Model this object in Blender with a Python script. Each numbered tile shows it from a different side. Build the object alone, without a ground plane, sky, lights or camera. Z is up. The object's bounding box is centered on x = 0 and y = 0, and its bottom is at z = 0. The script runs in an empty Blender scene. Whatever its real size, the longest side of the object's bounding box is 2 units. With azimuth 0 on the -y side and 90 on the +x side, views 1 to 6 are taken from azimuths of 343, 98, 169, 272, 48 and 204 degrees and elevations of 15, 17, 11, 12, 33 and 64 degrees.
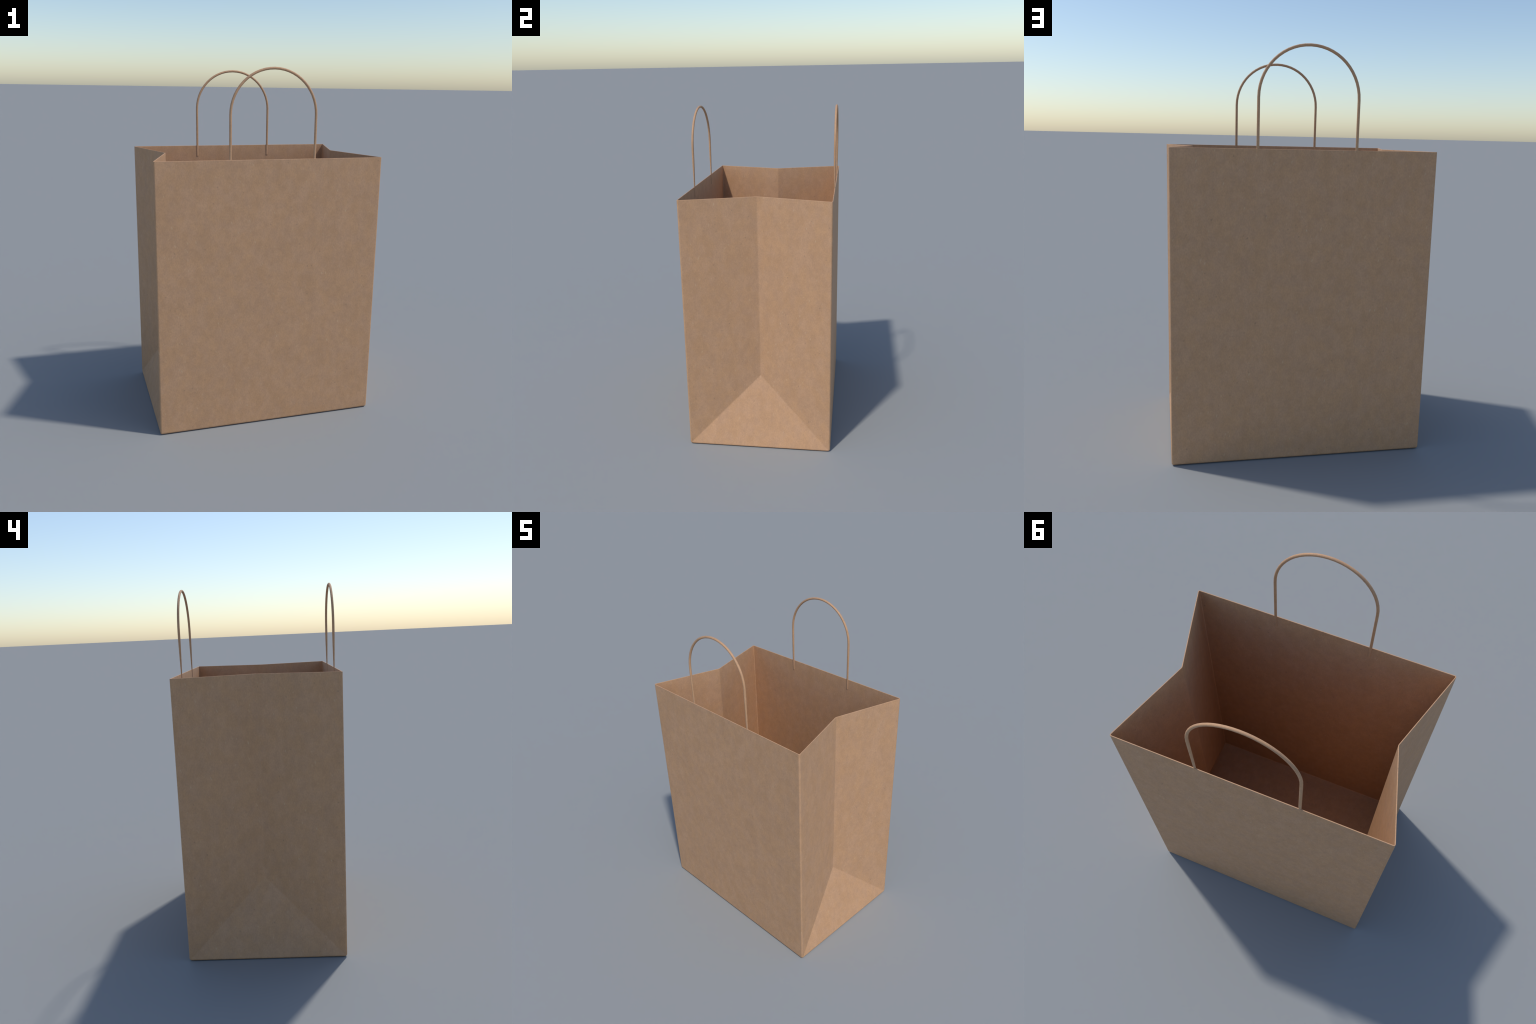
"""Kraft paper shopping bag: box-shaped body with side gussets pushed in along a
centre fold, folded bottom triangles, and two round twisted-paper handles whose
legs flatten out where they are glued inside the front and back panels."""
import bpy, bmesh, math
from mathutils import Vector

# ------------------------------------------------------------------ sizes (m)
HALF_W = 0.6373        # half width of the front / back panel
HALF_D = 0.4298        # half depth of the bag
HEIGHT = 1.5304        # height of the rim
FOLD_X = 0.5095        # how far the gusset's centre fold is pushed in
FOLD_Z = 0.4250        # apex of the folded triangle at the foot of a gusset
EDGE_ROUND = 0.0118    # rounding of the box edges (upright corners, foot)
CREASE_ROUND = 0.0045  # rounding of the sharper gusset creases
PAPER = 0.0046         # paper thickness
RIM_ROUND = 0.0016     # rounding of the cut rim

CORD_R = 0.0068        # handle cord radius
LEG_X = 0.2340         # half distance between a handle's legs
LEG_Y = 0.4246         # plane of a handle
ARC_Z = 2.0 - CORD_R - LEG_X   # height where a leg turns into the arch
LEG_END_Z = 1.4650     # glued end of a leg
FLAT_FROM_Z = 1.715    # the cord is pressed flat below this height
END_HALF_T = 0.0023    # half thickness at the glued end
ARC_SEGMENTS = 28
CORD_SIDES = 20


# ---------------------------------------------------------------- materials
class Nodes:
    """Small helper that strings shader nodes together."""

    def __init__(self, name):
        self.mat = bpy.data.materials.new(name)
        self.mat.use_nodes = True
        self.t = self.mat.node_tree
        self.bsdf = next(n for n in self.t.nodes if n.type == "BSDF_PRINCIPLED")

    def add(self, kind, **props):
        n = self.t.nodes.new(kind)
        for k, v in props.items():
            setattr(n, k, v)
        return n

    def link(self, a, b):
        self.t.links.new(a, b)

    def coords(self, scale, rotation=(0, 0, 0), location=(0, 0, 0)):
        c = self.add("ShaderNodeTexCoord")
        m = self.add("ShaderNodeMapping")
        m.inputs["Scale"].default_value = scale
        m.inputs["Rotation"].default_value = rotation
        m.inputs["Location"].default_value = location
        self.link(c.outputs["Object"], m.inputs["Vector"])
        return m.outputs["Vector"]

    def noise(self, vec, scale, detail=2.0, rough=0.5):
        n = self.add("ShaderNodeTexNoise")
        n.inputs["Scale"].default_value = scale
        n.inputs["Detail"].default_value = detail
        n.inputs["Roughness"].default_value = rough
        self.link(vec, n.inputs["Vector"])
        return n.outputs["Fac"]

    def ramp(self, fac, lo, hi, a=0.0, b=1.0):
        n = self.add("ShaderNodeMapRange")
        n.interpolation_type = "SMOOTHSTEP"
        n.inputs["From Min"].default_value = lo
        n.inputs["From Max"].default_value = hi
        n.inputs["To Min"].default_value = a
        n.inputs["To Max"].default_value = b
        self.link(fac, n.inputs["Value"])
        return n.outputs["Result"]

    def math(self, op, a, b):
        n = self.add("ShaderNodeMath", operation=op)
        for s, v in zip(n.inputs, (a, b)):
            if isinstance(v, (int, float)):
                s.default_value = v
            else:
                self.link(v, s)
        return n.outputs[0]

    def mix(self, fac, a, b, blend="MIX"):
        n = self.add("ShaderNodeMix", data_type="RGBA", blend_type=blend)
        for s, v in ((n.inputs["Factor"], fac), (n.inputs["A"], a), (n.inputs["B"], b)):
            if isinstance(v, (int, float)):
                s.default_value = v
            elif isinstance(v, tuple):
                s.default_value = (*v, 1.0)
            else:
                self.link(v, s)
        return n.outputs["Result"]

    def flecks(self, scale, stretch, tilt, radius, share, shift):
        """Sparse elongated flecks: stretched Voronoi cells, a share of them kept."""
        turned = self.coords((1, 1, 1), tilt, shift)
        m = self.add("ShaderNodeMapping")
        m.inputs["Scale"].default_value = tuple(scale * s for s in stretch)
        self.link(turned, m.inputs["Vector"])
        vec = m.outputs["Vector"]
        wob = self.add("ShaderNodeTexVoronoi", feature="F1", voronoi_dimensions="3D")
        wob.inputs["Scale"].default_value = 1.0
        self.link(vec, wob.inputs["Vector"])
        near = self.ramp(wob.outputs["Distance"], radius, radius * 0.35)
        sep = self.add("ShaderNodeSeparateColor")
        self.link(wob.outputs["Color"], sep.inputs["Color"])
        keep = self.math("LESS_THAN", sep.outputs["Red"], share)
        strength = self.math("MULTIPLY", near, keep)
        return self.math("MULTIPLY", strength, sep.outputs["Green"])


BASE_WARM = (0.524, 0.296, 0.154)
BASE_COOL = (0.522, 0.302, 0.169)


def kraft_paper(name, cord=False):
    k = Nodes(name)
    # cloudy blend of a warmer and a greyer brown, drawn out a little upwards
    cloud = k.noise(k.coords((1.0, 1.0, 0.72)), 16.0, 4.0, 0.62)
    col = k.mix(k.ramp(cloud, 0.36, 0.64), BASE_WARM, BASE_COOL)
    broad = k.noise(k.coords((1.0, 1.0, 0.7), location=(3.1, 0.7, 5.2)), 9.5, 3.0, 0.6)
    shade = k.ramp(broad, 0.30, 0.70, 0.976, 1.024)
    patch = k.noise(k.coords((1.0, 1.0, 0.75), location=(7.7, 2.9, 1.3)), 27.0, 4.0, 0.68)
    shade = k.math("MULTIPLY", shade, k.ramp(patch, 0.32, 0.68, 0.953, 1.047))
    # fine fibre grain
    grain = k.noise(k.coords((1.0, 1.0, 0.6)), 190.0, 3.0, 0.65)
    shade = k.math("MULTIPLY", shade, k.ramp(grain, 0.28, 0.72, 0.935, 1.065))
    col = k.mix(1.0, col, k_grey(k, shade), "MULTIPLY")
    if not cord:
        # pale single fibres, mostly upright, and small dark specks
        pale = k.flecks(1.0, (90, 90, 21), (0.22, 0.26, 0.0), 0.33, 0.09, (1.7, 4.2, 0.9))
        pale2 = k.flecks(1.0, (105, 105, 27), (-0.30, -0.38, 0.0), 0.31, 0.08, (6.3, 2.2, 8.1))
        dark = k.flecks(1.0, (50, 50, 38), (0.5, 0.6, 0.0), 0.27, 0.12, (9.1, 3.3, 2.7))
        tiny = k.flecks(1.0, (130, 130, 95), (0.5, -0.6, 0.0), 0.26, 0.10, (2.6, 7.7, 4.4))
        col = k.mix(k.math("MULTIPLY", pale, 0.36), col, (0.66, 0.50, 0.33))
        col = k.mix(k.math("MULTIPLY", pale2, 0.32), col, (0.66, 0.50, 0.33))
        col = k.mix(k.math("MULTIPLY", dark, 0.40), col, (0.22, 0.14, 0.085))
        col = k.mix(k.math("MULTIPLY", tiny, 0.38), col, (0.26, 0.17, 0.11))
    k.link(col, k.bsdf.inputs["Base Color"])
    k.bsdf.inputs["Roughness"].default_value = 0.70
    k.bsdf.inputs["Specular IOR Level"].default_value = 0.5
    bump = k.add("ShaderNodeBump")
    bump.inputs["Strength"].default_value = 0.12
    bump.inputs["Distance"].default_value = 0.002
    k.link(grain, bump.inputs["Height"])
    k.link(bump.outputs["Normal"], k.bsdf.inputs["Normal"])
    return k.mat


def k_grey(k, value):
    n = k.add("ShaderNodeCombineColor")
    for s in ("Red", "Green", "Blue"):
        k.link(value, n.inputs[s])
    return n.outputs["Color"]


PAPER_MAT = kraft_paper("kraft_paper")
CORD_MAT = kraft_paper("kraft_paper_cord", cord=True)


# -------------------------------------------------------------- the bag body
def folded_sheet():
    """The bag as one folded sheet (outer skin), folds rounded, rim open."""
    bm = bmesh.new()
    corner = {}
    for sx in (-1, 1):
        for sy in (-1, 1):
            corner[sx, sy, 0] = bm.verts.new((sx * HALF_W, sy * HALF_D, 0.0))
            corner[sx, sy, 1] = bm.verts.new((sx * HALF_W, sy * HALF_D, HEIGHT))
    bm.faces.new([corner[s] for s in ((-1, -1, 0), (-1, 1, 0), (1, 1, 0), (1, -1, 0))])
    for sy in (-1, 1):
        bm.faces.new([corner[s] for s in ((-1, sy, 0), (1, sy, 0), (1, sy, 1), (-1, sy, 1))])
    for sx in (-1, 1):
        apex = bm.verts.new((sx * FOLD_X, 0.0, FOLD_Z))
        lip = bm.verts.new((sx * FOLD_X, 0.0, HEIGHT))
        bm.faces.new([corner[sx, -1, 0], corner[sx, 1, 0], apex])
        for sy in (-1, 1):
            bm.faces.new([corner[sx, sy, 0], apex, lip, corner[sx, sy, 1]])
    bmesh.ops.recalc_face_normals(bm, faces=bm.faces)
    # every fold is rounded: box edges softly, gusset creases sharply
    weight = bm.edges.layers.float.new("bevel_weight_edge")
    for e in bm.edges:
        if len(e.link_faces) == 2:
            crease = any(abs(v.co.y) < 1e-6 for v in e.verts)
            e[weight] = CREASE_ROUND / EDGE_ROUND if crease else 1.0
    floor = min(bm.faces, key=lambda f: f.calc_center_median().z)
    if floor.normal.z > 0:
        bmesh.ops.reverse_faces(bm, faces=bm.faces)
    mesh = bpy.data.meshes.new("bag_sheet")
    bm.to_mesh(mesh)
    bm.free()
    return mesh


def thick_bag():
    sheet = bpy.data.objects.new("bag_sheet", folded_sheet())
    bpy.context.scene.collection.objects.link(sheet)
    fold = sheet.modifiers.new("folds", "BEVEL")
    fold.limit_method = "WEIGHT"
    fold.offset_type = "OFFSET"
    fold.width = EDGE_ROUND
    fold.segments = 5
    sol = sheet.modifiers.new("paper", "SOLIDIFY")
    sol.thickness = PAPER
    sol.offset = -1.0
    sol.use_even_offset = True
    sol.use_quality_normals = True
    rim = sheet.modifiers.new("rim", "BEVEL")
    rim.limit_method = "ANGLE"
    rim.angle_limit = math.radians(70)
    rim.width = RIM_ROUND
    rim.segments = 3
    dg = bpy.context.evaluated_depsgraph_get()
    mesh = bpy.data.meshes.new_from_object(sheet.evaluated_get(dg))
    bpy.data.objects.remove(sheet)
    return mesh


def panel_of(c):
    """Which panel of the bag a face belongs to."""
    if c.z < EDGE_ROUND * 0.75 and abs(c.y) < HALF_D - 0.004:
        if abs(c.x) < HALF_W - 0.004:
            return "bottom_panel", 0
    if abs(c.y) > HALF_D - EDGE_ROUND * 0.8:
        return "wall_panel", math.copysign(1, c.y)
    return "side_gusset", math.copysign(1, c.x)


def split_by_panel(mesh, parent):
    """Separate the seamless bag into its panels, keeping the shared normals."""
    for p in mesh.polygons:
        p.use_smooth = True
    # face-area weighted vertex normals keep the flat panels flat
    corner_n = weighted_normals(mesh)
    groups = {}
    for p in mesh.polygons:
        groups.setdefault(panel_of(p.center), []).append(p.index)
    for (kind, side), faces in sorted(groups.items()):
        remap, verts, polys, normals = {}, [], [], []
        for fi in faces:
            p = mesh.polygons[fi]
            poly = []
            for li in p.loop_indices:
                vi = mesh.loops[li].vertex_index
                if vi not in remap:
                    remap[vi] = len(verts)
                    verts.append(mesh.vertices[vi].co.copy())
                poly.append(remap[vi])
                normals.append(corner_n[li])
            polys.append(poly)
        m = bpy.data.meshes.new(kind)
        m.from_pydata(verts, [], polys)
        m.materials.append(PAPER_MAT)
        for p in m.polygons:
            p.use_smooth = True
        m.normals_split_custom_set(normals)
        ob = bpy.data.objects.new(kind, m)
        bpy.context.scene.collection.objects.link(ob)
        ob.parent = parent


def weighted_normals(mesh):
    """Corner normals: area-weighted mean of the smoothly joined faces
    around a vertex."""
    around = {}
    for p in mesh.polygons:
        for vi in p.vertices:
            around.setdefault(vi, []).append(p)
    out = [None] * len(mesh.loops)
    limit = math.cos(math.radians(80))
    for p in mesh.polygons:
        for li in p.loop_indices:
            vi = mesh.loops[li].vertex_index
            n = Vector((0, 0, 0))
            for q in around[vi]:
                if q.normal.dot(p.normal) > limit:
                    n += q.normal * q.area
            out[li] = n.normalized()
    return out


# ---------------------------------------------------------------- the handle
def handle_mesh():
    """Cord: up one leg, round a half circle, down the other leg."""
    stations = []                       # centre x, z, tangent angle, half thickness
    leg_zs = [LEG_END_Z + (ARC_Z - LEG_END_Z) * i / 14 for i in range(14)]

    def half_t(z):
        f = min(1.0, (z - LEG_END_Z) / (FLAT_FROM_Z - LEG_END_Z))
        f = f * (0.75 + 0.75 * f - 0.5 * f * f)
        return END_HALF_T + (CORD_R - END_HALF_T) * f

    for z in leg_zs:
        stations.append((-LEG_X, z, 0.0, half_t(z)))
    for i in range(ARC_SEGMENTS + 1):
        a = math.pi * i / ARC_SEGMENTS
        stations.append((-LEG_X * math.cos(a), ARC_Z + LEG_X * math.sin(a), a, CORD_R))
    for z in reversed(leg_zs):
        stations.append((LEG_X, z, math.pi, half_t(z)))

    bm = bmesh.new()
    rings = []
    for x, z, a, t in stations:
        ring = []
        for k in range(CORD_SIDES):
            b = 2 * math.pi * k / CORD_SIDES
            out = CORD_R * math.cos(b)          # in the plane of the handle
            ring.append(bm.verts.new((x - out * math.cos(a), t * math.sin(b), z + out * math.sin(a))))
        rings.append(ring)
    for r0, r1 in zip(rings, rings[1:]):
        for k in range(CORD_SIDES):
            j = (k + 1) % CORD_SIDES
            bm.faces.new((r0[k], r0[j], r1[j], r1[k]))
    bm.faces.new(rings[0])
    bm.faces.new(rings[-1])
    bmesh.ops.recalc_face_normals(bm, faces=bm.faces)
    for f in bm.faces:
        f.smooth = len(f.verts) == 4
    for e in bm.edges:                      # crisp cut ends
        e.smooth = all(f.smooth for f in e.link_faces)
    m = bpy.data.meshes.new("handle")
    bm.to_mesh(m)
    bm.free()
    m.materials.append(CORD_MAT)
    return m


# ---------------------------------------------------------------- assemble
bag = bpy.data.objects.new("paper_bag", None)
bag.empty_display_size = 0.2
bpy.context.scene.collection.objects.link(bag)
bag["label"] = "brown kraft paper shopping bag with two rope handles"
bag["category"] = "paper bag"

split_by_panel(thick_bag(), bag)

cord = handle_mesh()
for side in (-1, 1):
    h = bpy.data.objects.new("handle", cord)
    h.location = (0.0, side * LEG_Y, 0.0)
    bpy.context.scene.collection.objects.link(h)
    h.parent = bag
